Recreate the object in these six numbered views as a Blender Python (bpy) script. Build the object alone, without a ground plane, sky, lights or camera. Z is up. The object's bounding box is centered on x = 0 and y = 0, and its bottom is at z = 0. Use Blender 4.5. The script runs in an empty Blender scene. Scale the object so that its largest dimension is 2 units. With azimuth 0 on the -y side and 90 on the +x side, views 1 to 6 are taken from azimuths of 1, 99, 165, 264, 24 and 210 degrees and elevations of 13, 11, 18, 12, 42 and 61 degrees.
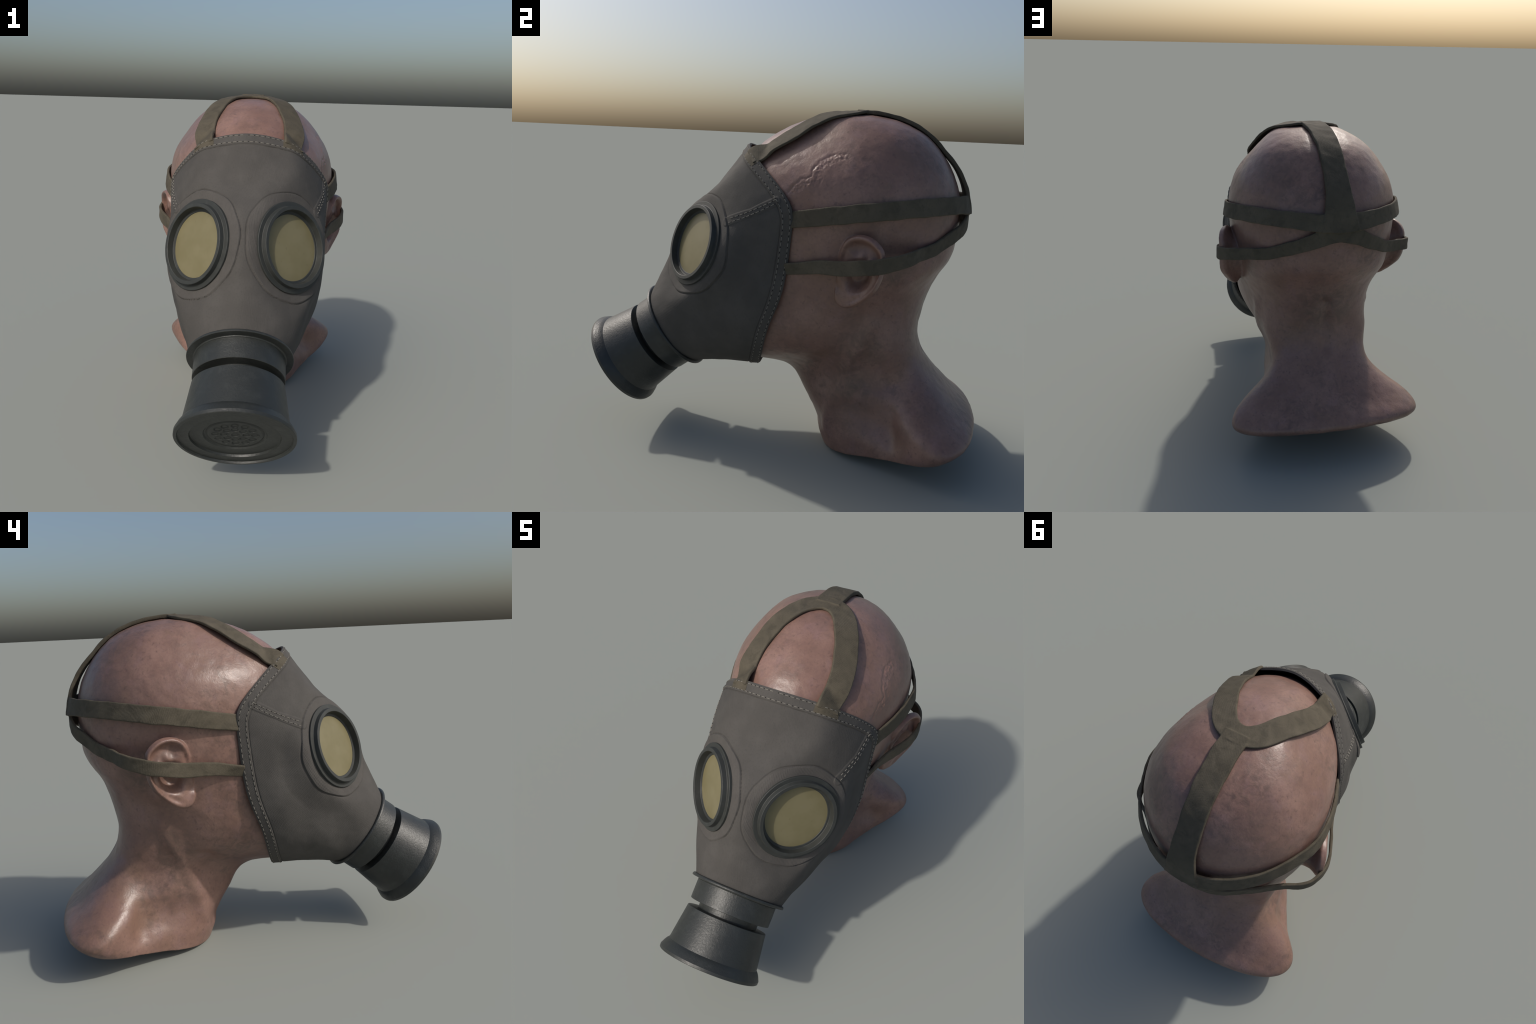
# A bald human bust wearing an old gas mask: skin body lofted through rings,
# facepiece lofted from hem to filter flange, turned metal parts, webbing straps.
import bpy, bmesh, math
import numpy as np
from mathutils import Vector, noise as mnoise
from mathutils.bvhtree import BVHTree

RNG = np.random.default_rng(7)
MIRROR = np.array([-1.0, 1.0, 1.0])


# ---------------------------------------------------------------- helpers
def natural_spline(xs, ys, xq, periodic=False):
    """Cubic spline through (xs, ys); ys may have several columns."""
    xs = np.asarray(xs, float)
    ys = np.asarray(ys, float)
    if ys.ndim == 1:
        return natural_spline(xs, ys[:, None], xq, periodic)[:, 0]
    if periodic:
        per = xs[-1] - xs[0]
        k = min(4, len(xs) - 1)
        xs2 = np.concatenate([xs[-1 - k:-1] - per, xs, xs[1:1 + k] + per])
        ys2 = np.concatenate([ys[-1 - k:-1], ys, ys[1:1 + k]])
        return natural_spline(xs2, ys2, xq)
    n = len(xs)
    h = np.diff(xs)
    A = np.zeros((n, n))
    r = np.zeros((n, ys.shape[1]))
    A[0, 0] = A[-1, -1] = 1
    for i in range(1, n - 1):
        A[i, i - 1] = h[i - 1]
        A[i, i] = 2 * (h[i - 1] + h[i])
        A[i, i + 1] = h[i]
        r[i] = 6 * ((ys[i + 1] - ys[i]) / h[i] - (ys[i] - ys[i - 1]) / h[i - 1])
    M = np.linalg.solve(A, r)
    xq = np.asarray(xq, float)
    i = np.clip(np.searchsorted(xs, xq) - 1, 0, n - 2)
    a = (xs[i + 1] - xq)[:, None]
    b = (xq - xs[i])[:, None]
    hi = h[i][:, None]
    return (M[i] * a ** 3 + M[i + 1] * b ** 3) / (6 * hi) + (ys[i] / hi - M[i] * hi / 6) * a \
        + (ys[i + 1] / hi - M[i + 1] * hi / 6) * b


def chord(pts):
    d = np.linalg.norm(np.diff(np.asarray(pts, float), axis=0), axis=1)
    return np.concatenate([[0], np.cumsum(d)])


def smoothstep(a, b, x):
    t = np.clip((x - a) / (b - a), 0, 1)
    return t * t * (3 - 2 * t)


def unit(v):
    return v / np.maximum(np.linalg.norm(v, axis=-1, keepdims=True), 1e-12)


def make_mesh(name, verts, faces, smooth=True):
    me = bpy.data.meshes.new(name)
    me.from_pydata([tuple(v) for v in np.asarray(verts, float)], [], faces)
    me.update()
    if smooth:
        me.shade_smooth()
    return me


def add_object(name, me, mat, parent):
    ob = bpy.data.objects.new(name, me)
    bpy.context.collection.objects.link(ob)
    if mat is not None:
        me.materials.clear()
        me.materials.append(mat)
    if parent is not None:
        ob.parent = parent
    return ob


def grid_faces(nr, nc, wrap_r=False, wrap_c=False, flip=False, off=0):
    f = []
    for i in range(nr if wrap_r else nr - 1):
        i2 = (i + 1) % nr
        for j in range(nc if wrap_c else nc - 1):
            j2 = (j + 1) % nc
            q = (off + i * nc + j, off + i * nc + j2, off + i2 * nc + j2, off + i2 * nc + j)
            f.append(q[::-1] if flip else q)
    return f


def lumps(P, scale, seed=0.0):
    """Smooth Perlin noise at points P (n,3)."""
    off = Vector((seed * 3.1, seed * 7.7, seed * 1.3))
    return np.array([mnoise.noise(Vector(p) * scale + off) for p in P])


def sharp_by_angle(ob, deg):
    ob.data.set_sharp_from_angle(angle=math.radians(deg))


# ---------------------------------------------------------------- materials
class Nodes:
    def __init__(self, name, rough=0.6, spec=0.5, metal=0.0):
        self.mat = bpy.data.materials.new(name)
        self.mat.use_nodes = True
        self.nt = self.mat.node_tree
        self.bsdf = self.nt.nodes["Principled BSDF"]
        self.bsdf.inputs["Roughness"].default_value = rough
        self.bsdf.inputs["Specular IOR Level"].default_value = spec
        self.bsdf.inputs["Metallic"].default_value = metal
        self.co = self.nt.nodes.new("ShaderNodeTexCoord").outputs["Object"]
        self.h = None

    def link(self, a, b):
        self.nt.links.new(a, b)

    def mapping(self, scale=(1, 1, 1), rot=(0, 0, 0), loc=(0, 0, 0)):
        m = self.nt.nodes.new("ShaderNodeMapping")
        m.inputs["Scale"].default_value = scale
        m.inputs["Rotation"].default_value = rot
        m.inputs["Location"].default_value = loc
        self.link(self.co, m.inputs["Vector"])
        return m.outputs[0]

    def noise(self, scale, detail=4, rough=0.55, dist=0.0, vec=None):
        n = self.nt.nodes.new("ShaderNodeTexNoise")
        n.inputs["Scale"].default_value = scale
        n.inputs["Detail"].default_value = detail
        n.inputs["Roughness"].default_value = rough
        n.inputs["Distortion"].default_value = dist
        self.link(vec or self.co, n.inputs["Vector"])
        return n.outputs["Fac"]

    def wave(self, scale, rot, dist=0.0):
        n = self.nt.nodes.new("ShaderNodeTexWave")
        n.inputs["Scale"].default_value = scale
        n.inputs["Distortion"].default_value = dist
        n.inputs["Detail"].default_value = 1.0
        self.link(self.mapping(rot=rot), n.inputs["Vector"])
        return n.outputs["Fac"]

    def voronoi(self, scale, feature="F1", vec=None):
        n = self.nt.nodes.new("ShaderNodeTexVoronoi")
        n.feature = feature
        n.inputs["Scale"].default_value = scale
        self.link(vec or self.co, n.inputs["Vector"])
        return n.outputs["Distance"]

    def ramp(self, fac, lo, hi):
        """0..1 mask rising between lo and hi."""
        n = self.nt.nodes.new("ShaderNodeMapRange")
        n.interpolation_type = "SMOOTHSTEP"
        n.inputs["From Min"].default_value = lo
        n.inputs["From Max"].default_value = hi
        self.link(fac, n.inputs["Value"])
        return n.outputs["Result"]

    def math(self, op, a, b):
        n = self.nt.nodes.new("ShaderNodeMath")
        n.operation = op
        for i, v in enumerate((a, b)):
            if isinstance(v, (int, float)):
                n.inputs[i].default_value = v
            else:
                self.link(v, n.inputs[i])
        return n.outputs[0]

    def mix(self, fac, a, b, blend="MIX"):
        n = self.nt.nodes.new("ShaderNodeMix")
        n.data_type = "RGBA"
        n.blend_type = blend
        if isinstance(fac, (int, float)):
            n.inputs[0].default_value = fac
        else:
            self.link(fac, n.inputs[0])
        for i, v in ((6, a), (7, b)):
            if isinstance(v, tuple):
                n.inputs[i].default_value = (*v, 1)
            else:
                self.link(v, n.inputs[i])
        return n.outputs[2]

    def color(self, c):
        if isinstance(c, tuple):
            self.bsdf.inputs["Base Color"].default_value = (*c, 1)
        else:
            self.link(c, self.bsdf.inputs["Base Color"])
        return self

    def roughness(self, sock):
        self.link(sock, self.bsdf.inputs["Roughness"])
        return self

    def lerp(self, fac, lo, hi):
        n = self.nt.nodes.new("ShaderNodeMapRange")
        n.inputs["To Min"].default_value = lo
        n.inputs["To Max"].default_value = hi
        self.link(fac, n.inputs["Value"])
        return n.outputs["Result"]

    def bump(self, height, strength, distance=0.002):
        b = self.nt.nodes.new("ShaderNodeBump")
        b.inputs["Strength"].default_value = strength
        b.inputs["Distance"].default_value = distance
        self.link(height, b.inputs["Height"])
        if self.h is not None:
            self.link(self.h, b.inputs["Normal"])
        self.h = b.outputs[0]
        self.link(self.h, self.bsdf.inputs["Normal"])
        return self


def skin_material():
    m = Nodes("weathered_skin", rough=0.42, spec=0.5)
    base = m.mix(m.ramp(m.noise(5.0, 5, 0.6), 0.40, 0.62), (0.212, 0.124, 0.096), (0.258, 0.156, 0.123))
    # violet-pink blood blotches and yellowish thin-skin spots
    base = m.mix(m.math("MULTIPLY", m.ramp(m.noise(11.0, 5, 0.62, 0.4, m.mapping(loc=(3, 1, 2))), 0.50, 0.70), 0.32),
                 base, (0.245, 0.154, 0.157))
    base = m.mix(m.math("MULTIPLY", m.ramp(m.noise(4.2, 3, 0.5, 0.0, m.mapping(loc=(9, 4, 7))), 0.55, 0.72), 0.5),
                 base, (0.200, 0.122, 0.082))
    # grime: broad smudges broken by streaky grain
    broad = m.ramp(m.noise(3.4, 5, 0.65, 0.3, m.mapping(loc=(1.4, 5.2, 0.6))), 0.42, 0.66)
    grain = m.ramp(m.noise(24.0, 7, 0.72, 0.8), 0.40, 0.66)
    base = m.mix(m.math("MULTIPLY", m.math("MULTIPLY", broad, grain), 0.62), base, (0.072, 0.054, 0.043))
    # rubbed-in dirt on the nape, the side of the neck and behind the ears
    absx = m.nt.nodes.new("ShaderNodeVectorMath")
    absx.operation = "ABSOLUTE"
    m.link(m.co, absx.inputs[0])
    streak = m.ramp(m.noise(14.0, 7, 0.75, 1.0, m.mapping(loc=(4, 2, 9))), 0.36, 0.64)
    for (px, py, pz), rad, amt in (((0.02, 0.70, 0.76), 0.22, 0.65), ((0.30, 0.42, 0.58), 0.20, 0.55),
                                   ((0.40, 0.55, 0.98), 0.15, 0.60), ((0.28, 0.40, 0.34), 0.17, 0.45),
                                   ((0.26, 0.62, 1.46), 0.20, 0.35)):
        dn = m.nt.nodes.new("ShaderNodeVectorMath")
        dn.operation = "DISTANCE"
        m.link(absx.outputs[0], dn.inputs[0])
        dn.inputs[1].default_value = (px, py, pz)
        spot = m.ramp(dn.outputs["Value"], rad, rad * 0.25)
        base = m.mix(m.math("MULTIPLY", m.math("MULTIPLY", spot, streak), amt), base, (0.078, 0.066, 0.050))
    specks = m.ramp(m.noise(48.0, 4, 0.65, 0.3, m.mapping(loc=(2, 8, 1))), 0.56, 0.72)
    base = m.mix(m.math("MULTIPLY", specks, 0.60), base, (0.105, 0.066, 0.055))
    fine = m.ramp(m.noise(75.0, 5, 0.7, 0.2), 0.35, 0.70)
    base = m.mix(m.math("MULTIPLY", fine, 0.38), base, (0.150, 0.085, 0.078))
    m.color(base)
    m.roughness(m.lerp(m.noise(7.0, 4, 0.6), 0.28, 0.46))
    m.bump(m.noise(90.0, 4, 0.6), 0.24, 0.004)
    m.bump(m.noise(20.0, 5, 0.65), 0.05, 0.010)
    return m.mat


def fabric_material(name, c1, c2, twill_scale, twill, rough=0.85, rots=((0.2, 0.35, 0.8), (0.1, -0.4, -0.75)), dirt=0.0):
    m = Nodes(name, rough=rough, spec=0.3)
    weave = m.math("MULTIPLY", m.wave(twill_scale, rots[0], 0.6), m.wave(twill_scale, rots[1], 0.6))
    base = m.mix(m.ramp(m.noise(6.0, 4, 0.6), 0.35, 0.68), c1, c2)
    base = m.mix(m.math("MULTIPLY", m.ramp(m.noise(140.0, 3, 0.6), 0.45, 0.75), 0.30), base,
                 tuple(c * 0.62 for c in c1))
    if dirt:
        base = m.mix(m.math("MULTIPLY", m.ramp(m.noise(16.0, 5, 0.7, 0.6), 0.46, 0.70), dirt), base,
                     tuple(c * 0.42 for c in c1))
    m.color(base)
    m.bump(weave, twill, 0.003)
    m.bump(m.noise(150.0, 3, 0.6), 0.28, 0.003)
    return m.mat


def metal_material(name, c, rough=0.42, bump=0.25, wear=0.5):
    m = Nodes(name, rough=rough, spec=0.5)
    worn = m.ramp(m.noise(18.0, 5, 0.65), 0.48, 0.75)
    m.color(m.mix(m.math("MULTIPLY", worn, wear), c, tuple(min(1, v * 1.7 + 0.006) for v in c)))
    m.roughness(m.lerp(m.noise(30.0, 4, 0.6), rough - 0.08, rough + 0.12))
    m.bump(m.noise(105.0, 5, 0.65, 0.4), bump, 0.004)
    return m.mat


def lens_material():
    m = Nodes("yellowed_lens", rough=0.38, spec=0.4)
    base = m.mix(m.ramp(m.noise(9.0, 4, 0.6), 0.35, 0.68), (0.170, 0.148, 0.076), (0.192, 0.169, 0.093))
    base = m.mix(m.math("MULTIPLY", m.ramp(m.noise(60.0, 3, 0.6), 0.62, 0.74), 0.30), base, (0.12, 0.095, 0.045))
    m.color(base)
    m.bump(m.noise(70.0, 3, 0.6), 0.06, 0.003)
    return m.mat


SKIN = skin_material()
FABRIC = fabric_material("grey_rubberised_cloth", (0.066, 0.062, 0.057), (0.081, 0.076, 0.070), 66.0, 0.13)
PATCH = fabric_material("grey_twill_patch", (0.072, 0.067, 0.062), (0.089, 0.083, 0.076), 48.0, 0.24)
WEBBING = fabric_material("olive_webbing", (0.080, 0.069, 0.049), (0.104, 0.089, 0.064), 70.0, 0.16,
                          rots=((0.0, 0.0, 0.6), (0.7, 0.9, 0.2)), dirt=0.42)
THREAD = Nodes("pale_thread", rough=0.8, spec=0.2).color((0.185, 0.175, 0.152)).mat
HOLE = Nodes("dark_needle_hole", rough=0.9, spec=0.1).color((0.022, 0.021, 0.019)).mat
BLACK = metal_material("black_painted_metal", (0.025, 0.0275, 0.0255), 0.37, 0.36)
RIMMETAL = metal_material("dark_rim_metal", (0.028, 0.0305, 0.028), 0.56, 0.08)
LENS = lens_material()

# ---------------------------------------------------------------- top level
bust = bpy.data.objects.new("masked_head_bust", None)
bpy.context.collection.objects.link(bust)
bust["label"] = "bald human bust wearing an old grey cloth gas mask with round yellow lenses"
bust["category"] = "gas mask bust"

# ---------------------------------------------------------------- skin body
# Each ring: front point (y, z), back point (y, z) in the mirror plane and the
# half widths at 10, 30, 50, 70 and 90 percent of the way from front to back.
RINGS = [
    ((0.262, -0.003), (0.955, 0.172), (0.205, 0.305, 0.390, 0.470, 0.39)),
    ((0.235, 0.060), (1.000, 0.212), (0.200, 0.303, 0.398, 0.505, 0.41)),
    ((0.228, 0.110), (0.948, 0.278), (0.188, 0.282, 0.348, 0.480, 0.370)),
    ((0.187, 0.197), (0.858, 0.360), (0.158, 0.240, 0.284, 0.366, 0.308)),
    ((0.142, 0.267), (0.780, 0.444), (0.128, 0.222, 0.263, 0.268, 0.254)),
    ((0.099, 0.336), (0.725, 0.530), (0.098, 0.188, 0.246, 0.257, 0.233)),
    ((0.022, 0.386), (0.698, 0.620), (0.098, 0.192, 0.257, 0.280, 0.242)),
    ((-0.150, 0.400), (0.704, 0.700), (0.122, 0.216, 0.284, 0.299, 0.240)),
    ((-0.290, 0.418), (0.726, 0.800), (0.165, 0.260, 0.321, 0.318, 0.240)),
    ((-0.370, 0.480), (0.763, 0.900), (0.195, 0.302, 0.353, 0.342, 0.250)),
    ((-0.370, 0.600), (0.818, 0.995), (0.205, 0.328, 0.374, 0.377, 0.281)),
    ((-0.360, 0.800), (0.840, 1.100), (0.215, 0.345, 0.406, 0.410, 0.294)),
    ((-0.350, 1.000), (0.847, 1.200), (0.220, 0.354, 0.420, 0.425, 0.298)),
    ((-0.320, 1.200), (0.832, 1.310), (0.225, 0.354, 0.427, 0.429, 0.294)),
    ((-0.248, 1.350), (0.796, 1.403), (0.214, 0.344, 0.402, 0.399, 0.276)),
    ((-0.152, 1.470), (0.739, 1.490), (0.190, 0.284, 0.338, 0.340, 0.236)),
    ((-0.035, 1.561), (0.652, 1.573), (0.145, 0.217, 0.265, 0.265, 0.186)),
    ((0.125, 1.628), (0.540, 1.627), (0.118, 0.162, 0.176, 0.162, 0.107)),
    ((0.270, 1.650), (0.430, 1.651), (0.046, 0.063, 0.068, 0.063, 0.041)),
]
FRACS = np.array([0.1, 0.3, 0.5, 0.7, 0.9])


def body_rings(nt=260, na=240):
    key = []
    for F, K, w in RINGS:
        m = np.array(w) / (2 * np.sqrt(FRACS * (1 - FRACS)))
        key.append(list(F) + list(K) + list(m))
    key = np.array(key)
    ts = chord(np.stack([(key[:, 0] + key[:, 2]) / 2, (key[:, 1] + key[:, 3]) / 2, key[:, 6]], 1))
    T = np.linspace(0, ts[-1], nt)
    R = natural_spline(ts, key, T)
    ang = np.linspace(0, 2 * np.pi, na, endpoint=False)
    f = (1 - np.cos(ang)) / 2
    V = np.zeros((nt, na, 3))
    for i, r in enumerate(R):
        m = natural_spline(FRACS, r[4:], np.clip(f, 0.04, 0.96))
        V[i, :, 0] = np.sin(ang) * m
        V[i, :, 1] = r[0] + (r[2] - r[0]) * f
        V[i, :, 2] = r[1] + (r[3] - r[1]) * f
    return V


BODY = body_rings()
nt, na = BODY.shape[:2]
bv = list(BODY.reshape(-1, 3))
bf = grid_faces(nt, na, wrap_c=True)
bv.append(BODY[0].mean(0) + np.array([0, 0, 0.012]))     # slightly hollow underside
bv.append(BODY[-1].mean(0) + np.array([0, 0, 0.004]))
c0, c1 = len(bv) - 2, len(bv) - 1
for j in range(na):
    bf.append((c0, (j + 1) % na, j))
    o = (nt - 1) * na
    bf.append((c1, o + j, o + (j + 1) % na))
body_me = make_mesh("body_blank", bv, bf)
bm = bmesh.new()
bm.from_mesh(body_me)
bmesh.ops.recalc_face_normals(bm, faces=bm.faces)
bm.to_mesh(body_me)
HEAD_BVH = BVHTree.FromBMesh(bm)
bm.free()

# --- ear: polar relief on a tilted plane, closed behind into a root in the skull
EAR_OUTLINE = [(0.388, 1.140), (0.440, 1.133), (0.472, 1.112), (0.493, 1.085), (0.501, 1.050), (0.499, 0.985),
               (0.485, 0.930), (0.460, 0.885), (0.425, 0.846), (0.388, 0.815), (0.351, 0.799), (0.318, 0.803),
               (0.297, 0.830), (0.292, 0.875), (0.300, 0.930), (0.305, 1.000), (0.312, 1.060), (0.343, 1.122)]
EAR_C = np.array([0.395, 0.968])
EAR_W = np.array([math.sin(0.39), math.cos(0.39), 0.0])
EAR_N = np.array([math.cos(0.39), -math.sin(0.39), 0.0])


def ear_point(y, z, h):
    """Point above the ear plane: y, z as seen from the side, h outwards."""
    x = 0.426 + 0.416 * (y - 0.29) - 0.03 * smoothstep(0.95, 0.80, z) + 0.008 * smoothstep(1.03, 1.12, z)
    x = x - 0.026 * smoothstep(0.350, 0.295, y) * smoothstep(0.86, 0.90, z) * smoothstep(1.12, 1.07, z)
    return np.stack([x, y, z], -1) + h[..., None] * EAR_N


def gauss(y, z, cy, cz, sy, sz, rot=0.0):
    c, s = math.cos(rot), math.sin(rot)
    a = (y - cy) * c + (z - cz) * s
    b = -(y - cy) * s + (z - cz) * c
    return np.exp(-(a / sy) ** 2 - (b / sz) ** 2)


def bowl(y, z, cy, cz, sy, sz, rot=0.0):
    c, s = math.cos(rot), math.sin(rot)
    a = (y - cy) * c + (z - cz) * s
    b = -(y - cy) * s + (z - cz) * c
    return np.exp(-((a / sy) ** 2 + (b / sz) ** 2) ** 2)


def build_ear():
    o = np.array(EAR_OUTLINE)
    ang = np.unwrap(np.arctan2(o[:, 1] - EAR_C[1], o[:, 0] - EAR_C[0]))
    rad = np.linalg.norm(o - EAR_C, axis=1)
    ang = np.append(ang, ang[0] - 2 * np.pi)
    rad = np.append(rad, rad[0])
    nA = 160
    q = np.linspace(ang[-1], ang[0], nA, endpoint=False)
    R = natural_spline(ang[::-1], rad[::-1], q, periodic=True)
    rho = np.linspace(0.02, 1.0, 48)
    layers = []
    helix = smoothstep(-2.1, -1.5, ((q + np.pi) % (2 * np.pi)) - np.pi)    # all but the lower front
    front = smoothstep(2.9, 2.3, ((q + np.pi) % (2 * np.pi)) - np.pi)
    rim = np.maximum(0.25, np.minimum(helix, front))
    for r in rho:
        y = EAR_C[0] + R * r * np.cos(q)
        z = EAR_C[1] + R * r * np.sin(q)
        h = 0.016 * rim * np.exp(-((r - 0.90) / 0.10) ** 2)
        h -= 0.022 * bowl(y, z, 0.418, 1.072, 0.066, 0.042, -0.45)          # hollow under the helix
        h -= 0.010 * gauss(y, z, 0.478, 1.01, 0.012, 0.06)
        h += 0.017 * gauss(y, z, 0.408, 1.048, 0.022, 0.026)                # knob of the antihelix
        h += 0.012 * gauss(y, z, 0.445, 1.040, 0.016, 0.040, 0.2)
        h -= 0.068 * bowl(y, z, 0.390, 0.955, 0.047, 0.063, -0.3)           # concha bowl
        h += 0.014 * gauss(y, z, 0.312, 0.945, 0.016, 0.026)                # tragus
        h += 0.006 * gauss(y, z, 0.385, 0.872, 0.040, 0.016, 0.5)
        h += 0.012 * gauss(y, z, 0.345, 0.835, 0.040, 0.030)                # lobe
        h -= 0.014 * smoothstep(0.94, 1.0, r)
        layers.append(ear_point(y, z, h))
    for r, h in ((1.0, -0.016), (0.95, -0.026), (0.86, -0.036), (0.74, -0.055), (0.66, -0.085), (0.62, -0.15)):
        y = EAR_C[0] - 0.035 * (1 - r) + R * r * np.cos(q)
        z = EAR_C[1] + R * r * np.sin(q)
        layers.append(ear_point(y, z, np.full(nA, h)))
    V = np.array(layers)
    v = list(V.reshape(-1, 3))
    f = grid_faces(len(layers), nA, wrap_c=True)
    v.append(V[0].mean(0))
    v.append(V[-1].mean(0))
    a, b = len(v) - 2, len(v) - 1
    o2 = (len(layers) - 1) * nA
    for j in range(nA):
        f.append((a, (j + 1) % nA, j))
        f.append((b, o2 + j, o2 + (j + 1) % nA))
    return np.array(v), f


ev, ef = build_ear()
all_v = [np.array([v.co for v in body_me.vertices])]
all_f = [tuple(p.vertices) for p in body_me.polygons]
for side in (1, -1):
    bm = bmesh.new()
    vs = [bm.verts.new(p * np.array([side, 1, 1])) for p in ev]
    for q in ef:
        bm.faces.new([vs[i] for i in q])
    bmesh.ops.recalc_face_normals(bm, faces=bm.faces)
    bm.verts.index_update()
    n0 = sum(len(a) for a in all_v)
    all_v.append(np.array([v.co for v in bm.verts]))
    all_f += [tuple(n0 + v.index for v in f.verts) for f in bm.faces]
    bm.free()
skin_me = make_mesh("skin_blank", np.concatenate(all_v), all_f)
skin_ob = add_object("skin_blank", skin_me, None, None)
rm = skin_ob.modifiers.new("fuse", "REMESH")
rm.mode = "VOXEL"
rm.voxel_size = 0.0037
rm.use_smooth_shade = True
sm = skin_ob.modifiers.new("soften", "SMOOTH")
sm.factor = 0.5
sm.iterations = 9
dg = bpy.context.evaluated_depsgraph_get()
fused = bpy.data.meshes.new_from_object(skin_ob.evaluated_get(dg))
bpy.data.objects.remove(skin_ob)

nv = len(fused.vertices)
P = np.empty(nv * 3)
fused.vertices.foreach_get("co", P)
P = P.reshape(-1, 3)
N = np.empty(nv * 3)
fused.vertices.foreach_get("normal", N)
N = N.reshape(-1, 3)


def dist_polyline(P, pts):
    best = np.full(len(P), 9.0)
    for a, b in zip(pts[:-1], pts[1:]):
        a, b = np.array(a), np.array(b)
        t = np.clip(((P - a) @ (b - a)) / ((b - a) @ (b - a)), 0, 1)
        best = np.minimum(best, np.linalg.norm(P - (a + t[:, None] * (b - a)), axis=1))
    return best


disp = np.zeros(nv)
AX = np.abs(P[:, :1])
Pm = np.concatenate([AX, P[:, 1:]], 1)
# neck muscle running from behind the ear to the collar notch, collar bone hollow
disp += 0.011 * np.exp(-(dist_polyline(Pm, [(0.31, 0.47, 0.70), (0.25, 0.36, 0.45), (0.17, 0.27, 0.12)]) / 0.036) ** 2)
disp -= 0.010 * np.exp(-(dist_polyline(Pm, [(0.27, 0.26, 0.50), (0.18, 0.20, 0.30)]) / 0.05) ** 2)
disp -= 0.018 * np.exp(-(dist_polyline(Pm, [(0.36, 0.60, 0.17), (0.32, 0.58, 0.29)]) / 0.055) ** 2)
# groove at the nape
disp -= 0.013 * np.exp(-(dist_polyline(P, [(0, 0.72, 0.78), (0, 0.70, 0.66), (0, 0.73, 0.54)]) / 0.034) ** 2)
# scar across the right temple: ragged torn groove with a raised lip
# (drawn in side view: y, z)
SCAR_LINE = [(0, 0.061, 1.295), (0, 0.088, 1.325), (0, 0.115, 1.351), (0, 0.163, 1.367), (0, 0.166, 1.388),
             (0, 0.175, 1.413), (0, 0.201, 1.435), (0, 0.241, 1.461), (0, 0.275, 1.468), (0, 0.309, 1.471)]
SCAR_PITS = ([(0, 0.080, 1.298), (0, 0.125, 1.328), (0, 0.160, 1.345), (0, 0.195, 1.350)],
             [(0, 0.187, 1.395), (0, 0.220, 1.425), (0, 0.260, 1.448), (0, 0.305, 1.458)])
near = np.where((P[:, 0] > 0.2) & (P[:, 2] > 1.2) & (P[:, 1] < 0.5) & (P[:, 1] > -0.1))[0]
Q = P[near]
side_view = Q * np.array([0, 1, 1])
jit = np.stack([np.zeros(len(Q)), lumps(Q, 45, 2), lumps(Q, 45, 3)], 1) * 0.005
d = dist_polyline(side_view + jit, SCAR_LINE)
disp[near] -= 0.0020 * np.exp(-(d / 0.0045) ** 2) * (0.85 + 0.6 * lumps(Q, 28, 5))
disp[near] += 0.0004 * np.exp(-((d - 0.013) / 0.006) ** 2)
for pits in SCAR_PITS:
    zone = np.exp(-(dist_polyline(side_view + jit, pits) / 0.019) ** 2)
    disp[near] += zone * (0.0020 * lumps(Q, 75, 9) + 0.0018 * lumps(Q, 130, 11) - 0.0008)
# broad unevenness
disp += 0.0022 * lumps(P, 9, 2) + 0.0012 * lumps(P, 26, 3)
P2 = P + N * disp[:, None]
P2[:, 2] = np.maximum(P2[:, 2], 0.0)
P2[:, 2] -= P2[:, 2].min()
P2[:, 1] = np.minimum(P2[:, 1], 1.0)
fused.vertices.foreach_set("co", P2.ravel())
fused.update()
fused.shade_smooth()
fused.vertices.foreach_get("normal", N.ravel())
N = np.array([v.normal[:] for v in fused.vertices])

# split into named regions whose borders coincide
polys = np.array([tuple(p.vertices)[:4] if len(p.vertices) == 4 else (*p.vertices, p.vertices[0])
                  for p in fused.polygons])
PC = P2[polys].mean(1)
cy, cz = PC[:, 1], PC[:, 2]
ear_box = (np.abs(PC[:, 0]) > 0.38) & (cy > 0.26) & (cy < 0.54) & (cz > 0.77) & (cz < 1.17)
region = np.zeros(len(PC), int)                                     # 0 head
region[cz < 0.355 + (cy - 0.05) * 0.56] = 1                          # 1 neck
region[cz < 0.185 + (cy - 0.195) * 0.22] = 2                         # 2 torso
for i in np.where(ear_box)[0]:
    hit = HEAD_BVH.find_nearest(Vector(PC[i]))
    out = (Vector(PC[i]) - hit[0]).dot(hit[1])
    if out > 0.012:
        region[i] = 3 if PC[i, 0] > 0 else 4
for code, name in ((0, "head"), (1, "neck"), (2, "torso"), (3, "ear"), (4, "ear")):
    fs = polys[region == code]
    ids, inv = np.unique(fs, return_inverse=True)
    inv = inv.reshape(fs.shape)
    faces = [tuple(dict.fromkeys(q)) for q in inv.tolist()]
    me = make_mesh(name, P2[ids], faces)
    me.normals_split_custom_set_from_vertices([tuple(n) for n in N[ids]])
    add_object(name, me, SKIN, bust)

# ---------------------------------------------------------------- facepiece
AXA = math.radians(36.8)
AXD = np.array([0.0, -math.cos(AXA), -math.sin(AXA)])     # filter axis, outwards
AXP = np.array([0.0, -math.sin(AXA), math.cos(AXA)])      # "up" across the axis
FLANGE = np.array([0.0, -0.550, 0.526])


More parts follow.
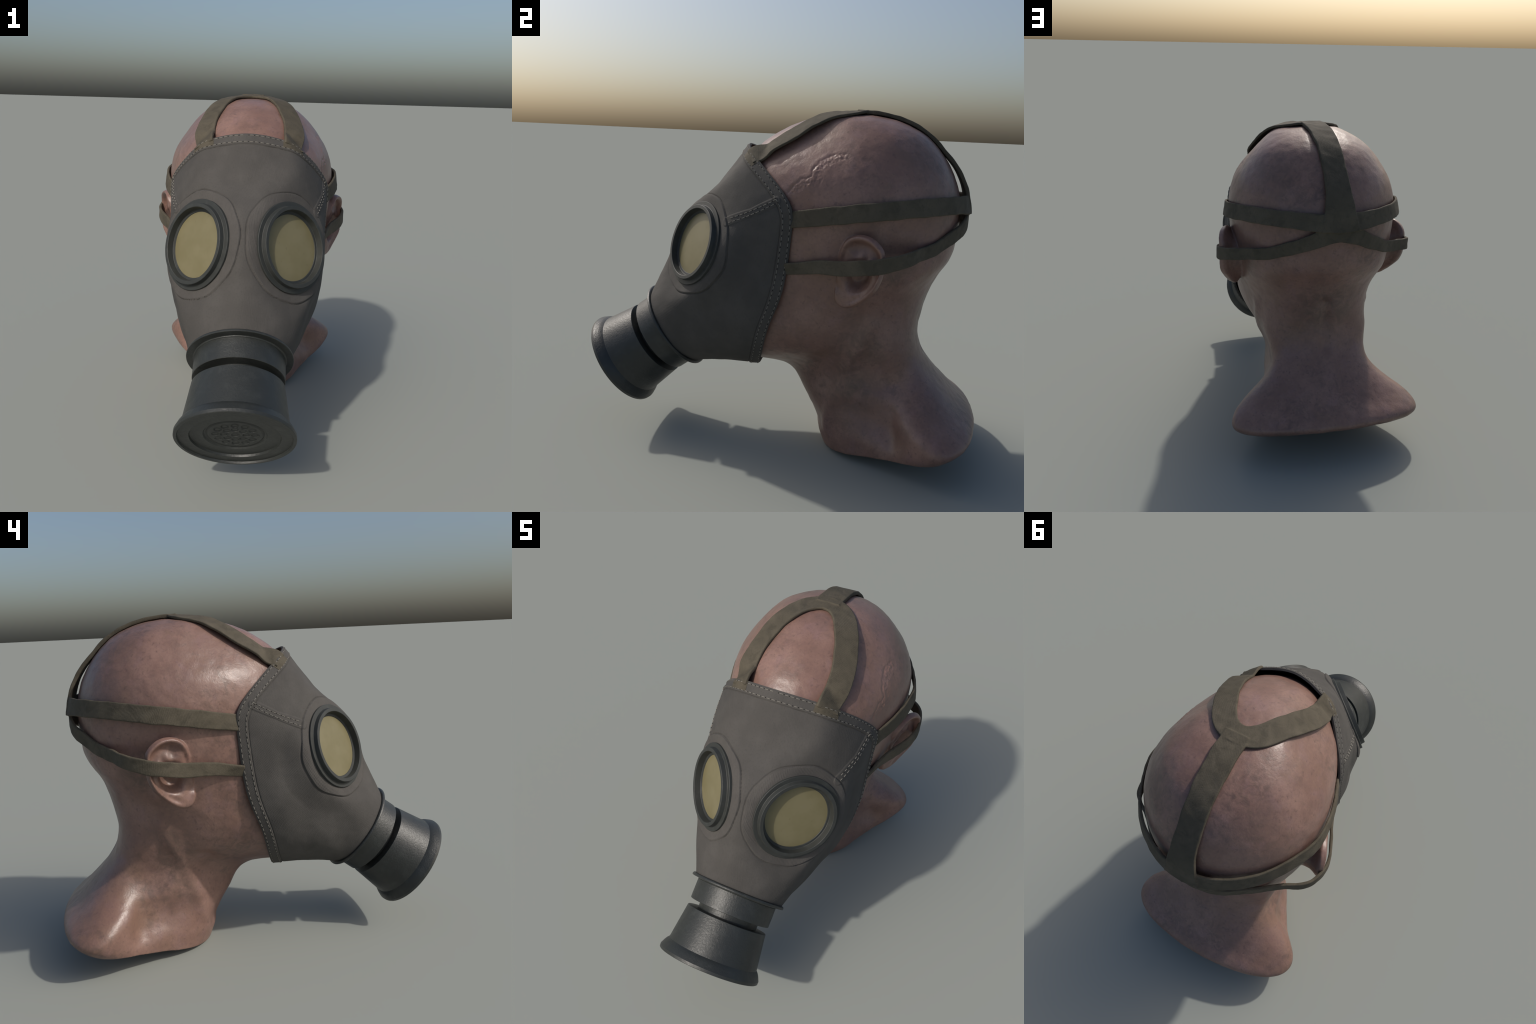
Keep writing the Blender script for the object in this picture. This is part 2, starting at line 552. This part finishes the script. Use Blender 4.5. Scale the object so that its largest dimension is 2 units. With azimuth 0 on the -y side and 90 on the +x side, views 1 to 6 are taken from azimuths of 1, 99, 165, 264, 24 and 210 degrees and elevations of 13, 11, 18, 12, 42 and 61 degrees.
def flange_point(deg, r=0.224, s=-0.010):
    a = math.radians(deg)
    return FLANGE + AXD * s + r * (math.sin(a) * np.array([1.0, 0, 0]) + math.cos(a) * AXP)


# Half of the facepiece: rows run from the hem to the filter flange.
MASK_ROWS = [
    ((0.000, -0.187, 1.493), (0.000, -0.300, 1.340), (0.000, -0.441, 1.143), (0.000, -0.590, 0.902), 0),
    ((0.160, -0.152, 1.467), (0.152, -0.270, 1.333), (0.140, -0.405, 1.135), (0.128, -0.542, 0.874), 28),
    ((0.255, -0.092, 1.416), (0.251, -0.208, 1.317), (0.222, -0.368, 1.075), (0.212, -0.492, 0.833), 48),
    ((0.382, 0.062, 1.265), (0.363, -0.090, 1.197), (0.335, -0.264, 1.012), (0.290, -0.431, 0.785), 68),
    ((0.392, 0.090, 1.110), (0.381, -0.060, 1.045), (0.348, -0.214, 0.910), (0.303, -0.388, 0.722), 88),
    ((0.384, 0.062, 0.850), (0.384, -0.080, 0.825), (0.348, -0.213, 0.753), (0.291, -0.368, 0.632), 108),
    ((0.352, 0.000, 0.662), (0.346, -0.120, 0.628), (0.304, -0.243, 0.577), (0.250, -0.370, 0.502), 128),
    ((0.250, -0.045, 0.484), (0.232, -0.150, 0.463), (0.190, -0.250, 0.438), (0.156, -0.345, 0.411), 152),
    ((0.000, -0.082, 0.378), (0.000, -0.170, 0.376), (0.000, -0.260, 0.370), (0.000, -0.340, 0.362), 180),
]
EYE_C = np.array([0.208, -0.394, 1.005])
_az, _el = math.radians(44.6), math.radians(16.5)
EYE_N = np.array([math.cos(_el) * math.sin(_az), -math.cos(_el) * math.cos(_az), math.sin(_el)])
EYE_A = unit(np.cross(np.array([0, 0, 1.0]), EYE_N))
EYE_B = np.cross(EYE_N, EYE_A)
PATCH_R = 0.249

half = np.array([[*row[:4], flange_point(row[4])] for row in MASK_ROWS], float)
loop = np.concatenate([half, half[-2:0:-1] * MIRROR, half[:1]])           # closed loop of rows
NTM, NUM = 960, 320
tq = np.linspace(0, 16, NTM, endpoint=False)
keys_u = np.array([0, 0.24, 0.56, 0.82, 1.0])
uq = np.linspace(0, 1, NUM)
cols = natural_spline(np.arange(17), loop.reshape(17, -1), tq, periodic=True).reshape(NTM, 5, 3)
S = np.stack([natural_spline(keys_u, c, uq) for c in cols])                # (NTM, NUM, 3)


def grid_normals(S):
    dt = np.roll(S, -1, 0) - np.roll(S, 1, 0)
    du = np.gradient(S, axis=1)
    return unit(np.cross(dt, du))


def eye_coords(P, side):
    rel = P * np.array([side, 1, 1]) - EYE_C
    return rel @ EYE_A, rel @ EYE_B, rel @ EYE_N


# flatten the seat of each eyepiece
for side in (1, -1):
    a, b, h = eye_coords(S, side)
    r = np.hypot(a, b)
    w = (1 - smoothstep(0.17, 0.33, r)) * (np.abs(h) < 0.2)
    n = EYE_N * np.array([side, 1, 1])
    S = S - (h * w)[..., None] * n
gn = grid_normals(S)
if gn[0, NUM // 2] @ np.array([0, -1, 0.3]) < 0:
    gn = -gn
hem_d = np.concatenate([np.zeros((NTM, 1)), np.cumsum(np.linalg.norm(np.diff(S, axis=1), axis=2), 1)], 1)

flat = S.reshape(-1, 3)
lift = 0.0035 * (1 - smoothstep(0.054, 0.058, hem_d)) - 0.0025 * np.exp(-((hem_d - 0.0575) / 0.0030) ** 2)
lift -= 0.004 * (1 - smoothstep(0.0, 0.008, hem_d))
for side in (1, -1):
    a, b, h = eye_coords(S, side)
    r = np.hypot(a, b) + 0.002 * np.sin(9 * np.arctan2(b, a) + side)
    ok = np.abs(h) < 0.1
    lift += np.where(ok, 0.0050 * (1 - smoothstep(PATCH_R - 0.003, PATCH_R + 0.001, r)), 0)
    lift -= np.where(ok, 0.0034 * np.exp(-((r - PATCH_R - 0.002) / 0.0026) ** 2), 0)
    lift -= np.where(ok, 0.030 * (1 - smoothstep(0.176, 0.186, r)), 0)      # sunk behind the glass


def eye_world(psi, r, h=0.0, side=1):
    p = EYE_C + r * (math.cos(psi) * EYE_A + math.sin(psi) * EYE_B) + h * EYE_N
    return p * np.array([side, 1, 1])


# side seam from the hem corner to the eyepiece patch
SEAM_START = np.array([0.384, 0.012, 1.252])
SEAM_END = eye_world(math.radians(34), PATCH_R)
for side in (1, -1):
    sg = np.array([side, 1, 1])
    seam = [SEAM_START * sg, (SEAM_START + SEAM_END) / 2 * sg + np.array([0.02 * side, 0, 0]), SEAM_END * sg]
    ds = dist_polyline(flat, seam).reshape(NTM, NUM)
    lift += 0.0030 * (1 - smoothstep(0.021, 0.025, ds))
lift += 0.0022 * lumps(flat, 7, 4).reshape(NTM, NUM) + 0.0010 * lumps(flat, 22, 6).reshape(NTM, NUM)
OUT = S + gn * lift[..., None]
gn2 = grid_normals(OUT)
if gn2[0, NUM // 2] @ np.array([0, -1, 0.3]) < 0:
    gn2 = -gn2
INN = OUT - gn * 0.010
mv = np.concatenate([OUT.reshape(-1, 3), INN.reshape(-1, 3)])
mf = grid_faces(NTM, NUM, wrap_r=True, flip=False)
n1 = NTM * NUM
mf += grid_faces(NTM, NUM, wrap_r=True, flip=True, off=n1)
for i in range(NTM):
    i2 = (i + 1) % NTM
    for j, fl in ((0, True), (NUM - 1, False)):
        q = (i * NUM + j, i2 * NUM + j, n1 + i2 * NUM + j, n1 + i * NUM + j)
        mf.append(q if fl else q[::-1])
mask_me = make_mesh("gas_mask", mv, mf)
bm = bmesh.new()
bm.from_mesh(mask_me)
bmesh.ops.recalc_face_normals(bm, faces=bm.faces)
bm.to_mesh(mask_me)
MASK_BVH = BVHTree.FromBMesh(bm)
bm.free()
gas_mask = add_object("gas_mask", mask_me, FABRIC, bust)
gas_mask.data.materials.append(PATCH)
mi = np.zeros(len(mask_me.polygons), np.int32)
for side in (1, -1):
    a, b, h = eye_coords(OUT, side)
    inside = (np.hypot(a, b) < PATCH_R - 0.001) & (np.abs(h) < 0.1)
    quad = inside[:, :-1].ravel()
    mi[:len(quad)] |= quad.astype(np.int32)
mask_me.polygons.foreach_set("material_index", mi)
sharp_by_angle(gas_mask, 60)


# ---------------------------------------------------------------- stitching
def stitch_row(path, normals, length=0.0165, period=0.0255, width=0.0040, height=0.0032, phase=0.25):
    """Dashes of thread laid along a 3D path."""
    V, F = [], []
    s = chord(path)
    n = int(s[-1] / period)
    for k in range(n):
        st = (k + phase) * period + RNG.uniform(-0.001, 0.001)
        L = length * RNG.uniform(0.88, 1.1)
        ends = [st, st + L * 0.2, st + L * 0.8, st + L]
        if ends[-1] > s[-1]:
            break
        pts = np.stack([np.interp(ends, s, path[:, c]) for c in range(3)], 1)
        nn = unit(np.stack([np.interp(ends, s, normals[:, c]) for c in range(3)], 1))
        tan = unit(np.gradient(pts, axis=0))
        sd = np.cross(tan, nn)
        o = len(V)
        for i, (wf, hf) in enumerate(((0.55, 0.25), (1.0, 1.0), (1.0, 1.0), (0.55, 0.25))):
            for a in np.linspace(0, np.pi, 5):
                V.append(pts[i] + sd[i] * math.cos(a) * width / 2 * wf
                         + nn[i] * (math.sin(a) * height * hf - 0.0006))
        F += grid_faces(4, 5, off=o)
        F.append(tuple(o + j for j in range(5)))
        F.append(tuple(o + 15 + j for j in range(4, -1, -1)))
    return V, F


def hem_path(dist):
    p, n = [], []
    for i in range(NTM + 1):
        k = i % NTM
        p.append([np.interp(dist, hem_d[k], OUT[k, :, c]) for c in range(3)])
        j = int(np.searchsorted(hem_d[k], dist))
        n.append(gn2[k, j])
    return np.array(p), np.array(n)


seam_paths = [hem_path(d) for d in (0.011, 0.046)]
for side in (1, -1):
    sg = np.array([side, 1, 1])
    for off in (-0.0125, 0.0125):
        up = unit(np.array([0, 0.35, 1.0])) * off
        pts, nn = [], []
        for t in np.linspace(0.0, 0.985, 60):
            p = SEAM_START + (SEAM_END - SEAM_START) * t + up + np.array([0.08, 0, 0]) * math.sin(t * math.pi) * 0.3
            hit = MASK_BVH.find_nearest(Vector(p * sg))
            pts.append(hit[0])
            nn.append(hit[1])
        seam_paths.append((np.array(pts), np.array(nn)))
for name, mat, kw in (("stitching", THREAD, dict()),
                      ("stitch_hole", HOLE, dict(length=0.0052, height=0.0024, width=0.0046, phase=-0.02))):
    V, F = [], []
    for path, nn in seam_paths:
        v, f = stitch_row(path, nn, **kw)
        F += [tuple(i + len(V) for i in q) for q in f]
        V += v
    ob = add_object(name, make_mesh(name, V, F), mat, gas_mask)
    ob["kind"] = "stuff"


# ---------------------------------------------------------------- turned parts
def lathe(name, prof, centre, axis, up, mat, parent, seg=128, closed=True, deg=28):
    """Turn a profile of (radius, height along axis)."""
    axis = unit(np.array(axis, float))
    up = unit(np.array(up, float) - axis * (np.array(up) @ axis))
    sd = np.cross(axis, up)
    a = np.linspace(0, 2 * np.pi, seg, endpoint=False)
    V = []
    for r, h in prof:
        V += list(centre + axis * h + r * (np.cos(a)[:, None] * up + np.sin(a)[:, None] * sd))
    F = grid_faces(len(prof), seg, wrap_r=closed, wrap_c=True)
    if not closed:
        F.append(tuple(range(seg)))
        F.append(tuple(range((len(prof) - 1) * seg, len(prof) * seg)))
    me = make_mesh(name, V, F)
    b = bmesh.new()
    b.from_mesh(me)
    bmesh.ops.recalc_face_normals(b, faces=b.faces)
    b.to_mesh(me)
    b.free()
    ob = add_object(name, me, mat, parent)
    sharp_by_angle(ob, deg)
    return ob


def rounded(prof, k=0.0022):
    """Chamfer the corners of a closed profile so that edges catch light."""
    out = []
    n = len(prof)
    for i in range(n):
        p = np.array(prof[i])
        for q in (np.array(prof[i - 1]), np.array(prof[(i + 1) % n])):
            L = np.linalg.norm(q - p)
            out.append(tuple(p + (q - p) * min(k / L, 0.3)))
    return out


for side in (1, -1):
    sg = np.array([side, 1, 1])
    c, n, up = EYE_C * sg, EYE_N * sg, EYE_B * sg
    rim = lathe("eyepiece_rim", rounded([(0.150, -0.012), (0.207, -0.012), (0.207, 0.0155), (0.1865, 0.0165),
                                         (0.1835, 0.0390), (0.1665, 0.0390), (0.1620, 0.0085), (0.150, 0.0070)], 0.0014),
                c, n, up, RIMMETAL, gas_mask, seg=160)
    dome = [(0.1535, -0.002), (0.1535, 0.0045), (0.10, 0.0065), (0.05, 0.0075), (0.001, 0.0078)]
    lathe("lens", dome, c, n, up, LENS, gas_mask, seg=96, closed=False, deg=40)

# filter: flange clamped on the cloth, neck tube, dark groove, canister body, rolled rim
lathe("mask_flange", rounded([(0.190, -0.012), (0.234, -0.010), (0.238, -0.004), (0.238, 0.004), (0.2065, 0.005),
                              (0.2045, 0.010), (0.190, 0.012)], 0.0016),
      FLANGE, AXD, AXP, BLACK, gas_mask, seg=160)
lathe("filter_neck", rounded([(0.12, 0.010), (0.203, 0.010), (0.2025, 0.108), (0.152, 0.109), (0.150, 0.150),
                              (0.12, 0.150)], 0.0016), FLANGE, AXD, AXP, BLACK, gas_mask, seg=160)
CAN = [(0.140, 0.141), (0.201, 0.142), (0.2025, 0.1435), (0.2255, 0.316), (0.2340, 0.325), (0.2425, 0.338),
       (0.2505, 0.355), (0.2525, 0.359), (0.2520, 0.3715), (0.2500, 0.3735), (0.2380, 0.3745), (0.2345, 0.3665), (0.1890, 0.3655),
       (0.1862, 0.3560), (0.1820, 0.3545), (0.1330, 0.3545), (0.1275, 0.3480), (0.1200, 0.3455), (0.1130, 0.3500)]


def vent_face():
    """Canister front: pressed steps and 21 shallow round dimples."""
    radii = list(np.linspace(0.110, 0.0, 150))[:-1]
    seg = 480
    a = np.linspace(0, 2 * np.pi, seg, endpoint=False)
    holes = [(0.0, 0.0)] + [(0.0460 * math.cos(2 * math.pi * k / 8), 0.0460 * math.sin(2 * math.pi * k / 8)) for k in range(8)] \
        + [(0.0815 * math.cos(2 * math.pi * k / 12), 0.0815 * math.sin(2 * math.pi * k / 12)) for k in range(12)]
    sd = np.cross(AXD, AXP)
    V = []
    for r in radii:
        p = np.stack([r * np.cos(a), r * np.sin(a)], 1)
        d = np.min([np.hypot(p[:, 0] - x, p[:, 1] - y) for x, y in holes], axis=0)
        h = 0.3505 + 0.0008 * (1 - r / 0.11) - 0.0026 * np.exp(-((d - 0.0130) / 0.0024) ** 2) \
            - 0.0012 * (1 - smoothstep(0.009, 0.013, d)) + 0.0014 * np.exp(-((d - 0.0172) / 0.0014) ** 2)
        V += list(FLANGE + AXD * h[:, None] + p[:, :1] * AXP + p[:, 1:] * sd)
    F = grid_faces(len(radii), seg, wrap_c=True)
    V.append(FLANGE + AXD * 0.3506)
    o = (len(radii) - 1) * seg
    F += [(o + j, o + (j + 1) % seg, len(V) - 1) for j in range(seg)]
    return V, F


a = np.linspace(0, 2 * np.pi, 480, endpoint=False)
V = []
prof = [CAN[0]] + [p for p in CAN[1:]]
for r, h in prof:
    V += list(FLANGE + AXD * h + r * (np.cos(a)[:, None] * AXP + np.sin(a)[:, None] * np.cross(AXD, AXP)))
F = grid_faces(len(prof), 480, wrap_c=True)
vv, vf = vent_face()
o = len(V)
V += vv
F += [tuple(i + o for i in q) for q in vf]
F += [(o - 480 + j, o - 480 + (j + 1) % 480, o + (j + 1) % 480, o + j) for j in range(480)]
can_me = make_mesh("filter_canister", V, F)
bm = bmesh.new()
bm.from_mesh(can_me)
bmesh.ops.recalc_face_normals(bm, faces=bm.faces)
bm.to_mesh(can_me)
bm.free()
can = add_object("filter_canister", can_me, BLACK, gas_mask)
sharp_by_angle(can, 25)

# ---------------------------------------------------------------- straps
HEAD_C = np.array([0.0, 0.38, 1.13])
HEAD_R = np.array([0.46, 0.56, 0.53])


def ribbon(name, pts, widths, normals=None, thick=0.013, seed=0, n=140, wob=0.0015):
    """Flat webbing: pts lie on the inner face, widths along the way."""
    pts = np.array(pts, float)
    s = chord(pts)
    q = np.linspace(0, s[-1], n)
    C = natural_spline(s, pts, q)
    W = np.interp(q, s, widths)
    if normals is None:
        nn = (pts - HEAD_C) / HEAD_R ** 2
    else:
        nn = np.array([(p - HEAD_C) / HEAD_R ** 2 if m is None else m for p, m in zip(pts, normals)], float)
    nn = unit(natural_spline(s, unit(nn), q))
    T = unit(np.gradient(C, axis=0))
    nn = unit(nn - T * np.sum(nn * T, 1, keepdims=True))
    sd = np.cross(T, nn)
    # keep the webbing clear of the skull
    push = np.zeros(n)
    for i in range(n):
        for e in (-0.5, 0, 0.5):
            p = C[i] + sd[i] * W[i] * e
            hit = HEAD_BVH.find_nearest(Vector(p))
            gap = (Vector(p) - hit[0]).dot(hit[1])
            push[i] = max(push[i], 0.0 - gap)
    push = np.convolve(np.pad(push, 6, mode="edge"), np.ones(13) / 13, "valid")
    C = C + nn * push[:, None]
    ce = 0.0022
    nw = 10
    us = np.linspace(-1, 1, nw)
    sec = [(u * 1.0, 1, -ce if abs(u) == 1 else 0) for u in us]         # outer face
    V = []
    for i in range(n):
        edge = W[i] / 2
        wl = wob * mnoise.noise(Vector((q[i] * 14, seed, 0))) * 2
        wr = wob * mnoise.noise(Vector((q[i] * 14, seed, 9))) * 2
        row = []
        for k, u in enumerate(us):
            e = edge * u + (wr if u > 0 else -wl) * abs(u)
            if k in (0, nw - 1):
                e -= math.copysign(ce, u)
            bumpy = 0.0026 * mnoise.noise(Vector((q[i] * 24 + u * 0.9, u * 0.8, seed + 4)))
            row.append(C[i] + sd[i] * e + nn[i] * (thick + bumpy))
        row.append(C[i] + sd[i] * (edge + wr) + nn[i] * (thick - ce))
        row.append(C[i] + sd[i] * (edge + wr) + nn[i] * ce)
        row.append(C[i] + sd[i] * (edge + wr - ce))
        row.append(C[i] - sd[i] * (edge + wl - ce))
        row.append(C[i] - sd[i] * (edge + wl) + nn[i] * ce)
        row.append(C[i] - sd[i] * (edge + wl) + nn[i] * (thick - ce))
        V += row
    m = nw + 6
    F = grid_faces(n, m, wrap_c=True)
    F.append(tuple(range(m)))
    F.append(tuple(range((n - 1) * m, n * m))[::-1])
    me = make_mesh(name, V, F)
    b = bmesh.new()
    b.from_mesh(me)
    bmesh.ops.recalc_face_normals(b, faces=b.faces)
    RIBBONS.append((np.array([v.co for v in b.verts]), [tuple(v.index for v in f.verts) for f in b.faces], C))
    b.free()
    bpy.data.meshes.remove(me)


RIBBONS = []
# crown strap from the fork back down to the nape
ribbon("strap", [(0, 0.330, 1.655), (0, 0.375, 1.651), (0, 0.478, 1.632), (0, 0.590, 1.586), (0, 0.683, 1.528),
                 (0, 0.758, 1.470), (0, 0.820, 1.392), (0, 0.860, 1.293), (0, 0.8735, 1.215)],
       [0.115, 0.122, 0.122, 0.120, 0.118, 0.118, 0.126, 0.158, 0.190], seed=1, thick=0.019)


def mask_at(x, y, z, lift_by):
    i, j = np.unravel_index(np.argmin(np.linalg.norm(OUT - np.array([x, y, z]), axis=2)), OUT.shape[:2])
    return OUT[i, j] + gn[i, j] * lift_by, gn[i, j]


for side in (1, -1):
    sg = np.array([side, 1, 1])
    # fork arm, tucked under its tab on the top hem
    a0, n0 = mask_at(0.2065, -0.142, 1.424, -0.0130)
    a1, n1_ = mask_at(0.2070, -0.124, 1.441, -0.0120)
    arm = [a0, a1, (0.204, -0.067, 1.452), (0.205, 0.030, 1.521), (0.178, 0.107, 1.559), (0.148, 0.183, 1.597),
           (0.120, 0.237, 1.621), (0.092, 0.286, 1.641), (0.045, 0.323, 1.654), (-0.020, 0.335, 1.657)]
    nrm = [n0, n1_] + [None] * 8
    nrm = [m if m is None else m * sg for m in nrm]
    ribbon("strap", [np.array(p) * sg for p in arm], [0.110, 0.110, 0.108, 0.112, 0.113, 0.113, 0.113, 0.112, 0.108, 0.100],
           nrm, seed=3 + side, thick=0.014)
    # tab of the fork arm sewn flat on the hem
    i0, i1 = (int(round(t / 16 * NTM)) for t in (1.02, 2.0))
    rows = range(i0, i1 + 1)
    ds = np.linspace(0.001, 0.046, 24)
    T = np.array([[[np.interp(d, hem_d[i], OUT[i, :, c]) for c in range(3)] for d in ds] for i in rows])
    TN = np.array([[gn[i, int(np.searchsorted(hem_d[i], d))] for d in ds] for i in rows])
    tv = np.concatenate([(T + TN * 0.0012).reshape(-1, 3), (T - TN * 0.003).reshape(-1, 3)]) * sg
    nr, nc = T.shape[:2]
    tf = grid_faces(nr, nc) + grid_faces(nr, nc, flip=True, off=nr * nc)
    rim_ids = [r * nc for r in range(nr)] + [(nr - 1) * nc + c for c in range(1, nc)] \
        + [r * nc + nc - 1 for r in range(nr - 2, -1, -1)] + [c for c in range(nc - 2, 0, -1)]
    for a_, b_ in zip(rim_ids, rim_ids[1:] + rim_ids[:1]):
        tf.append((a_, b_, b_ + nr * nc, a_ + nr * nc))
    tme = make_mesh("strap_tab", tv, tf)
    bb = bmesh.new()
    bb.from_mesh(tme)
    bmesh.ops.recalc_face_normals(bb, faces=bb.faces)
    bb.to_mesh(tme)
    bb.free()
    tab = add_object("strap_tab", tme, WEBBING, gas_mask)
    sharp_by_angle(tab, 50)
    # temple strap
    ribbon("strap", [np.array(p) * sg for p in ((0.3755, 0.084, 1.172), (0.394, 0.125, 1.180), (0.424, 0.200, 1.195),
                                                (0.456, 0.350, 1.222), (0.457, 0.450, 1.237), (0.420, 0.560, 1.250),
                                                (0.338, 0.702, 1.262), (0.190, 0.825, 1.263), (0.07, 0.868, 1.257),
                                                (0.0, 0.8745, 1.255))],
           [0.076, 0.076, 0.079, 0.080, 0.080, 0.080, 0.080, 0.082, 0.090, 0.096], seed=7 + side)
    # ear strap
    ribbon("strap", [np.array(p) * sg for p in ((0.3655, 0.074, 0.955), (0.381, 0.115, 0.960), (0.430, 0.230, 0.980),
                                                (0.476, 0.330, 0.990), (0.503, 0.400, 1.003), (0.512, 0.482, 1.017),
                                                (0.502, 0.530, 1.030), (0.484, 0.574, 1.041), (0.397, 0.640, 1.058),
                                                (0.308, 0.714, 1.077), (0.236, 0.777, 1.112), (0.164, 0.834, 1.148),
                                                (0.060, 0.868, 1.195), (0.0, 0.8725, 1.210))],
           [0.056, 0.057, 0.063, 0.067, 0.067, 0.066, 0.065, 0.064, 0.062, 0.062, 0.064, 0.070, 0.085, 0.090],
           [None, None, (0.93 * side, -0.3, 0), (0.9 * side, -0.42, 0), (0.97 * side, -0.2, 0), (0.99 * side, 0.1, 0),
            (0.93 * side, 0.35, 0), (0.80 * side, 0.6, 0), (0.64 * side, 0.77, -0.05), (0.62 * side, 0.78, -0.05),
            (0.60 * side, 0.80, -0.05), (0.45 * side, 0.89, -0.05), (0.1 * side, 0.99, 0.0), (0, 1, 0)],
           seed=11 + side, thick=0.015)

# fuse the webbing where the straps are sewn together, then part it again strap by strap
hv = np.concatenate([r[0] for r in RIBBONS])
hf, o = [], 0
for v, f, c in RIBBONS:
    hf += [tuple(i + o for i in q) for q in f]
    o += len(v)
h_ob = add_object("harness_blank", make_mesh("harness_blank", hv, hf), None, None)
rm = h_ob.modifiers.new("fuse", "REMESH")
rm.mode = "VOXEL"
rm.voxel_size = 0.0032
sm = h_ob.modifiers.new("soften", "SMOOTH")
sm.factor = 0.5
sm.iterations = 4
harness = bpy.data.meshes.new_from_object(h_ob.evaluated_get(bpy.context.evaluated_depsgraph_get()))
bpy.data.objects.remove(h_ob)
hp = np.array([v.co[:] for v in harness.vertices])
hn = np.array([v.normal[:] for v in harness.vertices])
hp = hp + hn * (0.0010 * lumps(hp, 24, 8))[:, None]
harness.vertices.foreach_set("co", hp.ravel())
harness.update()
hn = np.array([v.normal[:] for v in harness.vertices])
hpol = np.array([tuple(p.vertices)[:4] if len(p.vertices) == 4 else (*p.vertices, p.vertices[0])
                 for p in harness.polygons])
hc = hp[hpol].mean(1)
who = np.argmin([np.min(np.linalg.norm(hc[:, None] - c[None, ::5], axis=2), 1) for _, _, c in RIBBONS], axis=0)
for k in range(len(RIBBONS)):
    fs = hpol[who == k]
    ids, inv = np.unique(fs, return_inverse=True)
    me = make_mesh("strap", hp[ids], [tuple(dict.fromkeys(q)) for q in inv.reshape(fs.shape).tolist()])
    me.normals_split_custom_set_from_vertices([tuple(n) for n in hn[ids]])
    add_object("strap", me, WEBBING, gas_mask)
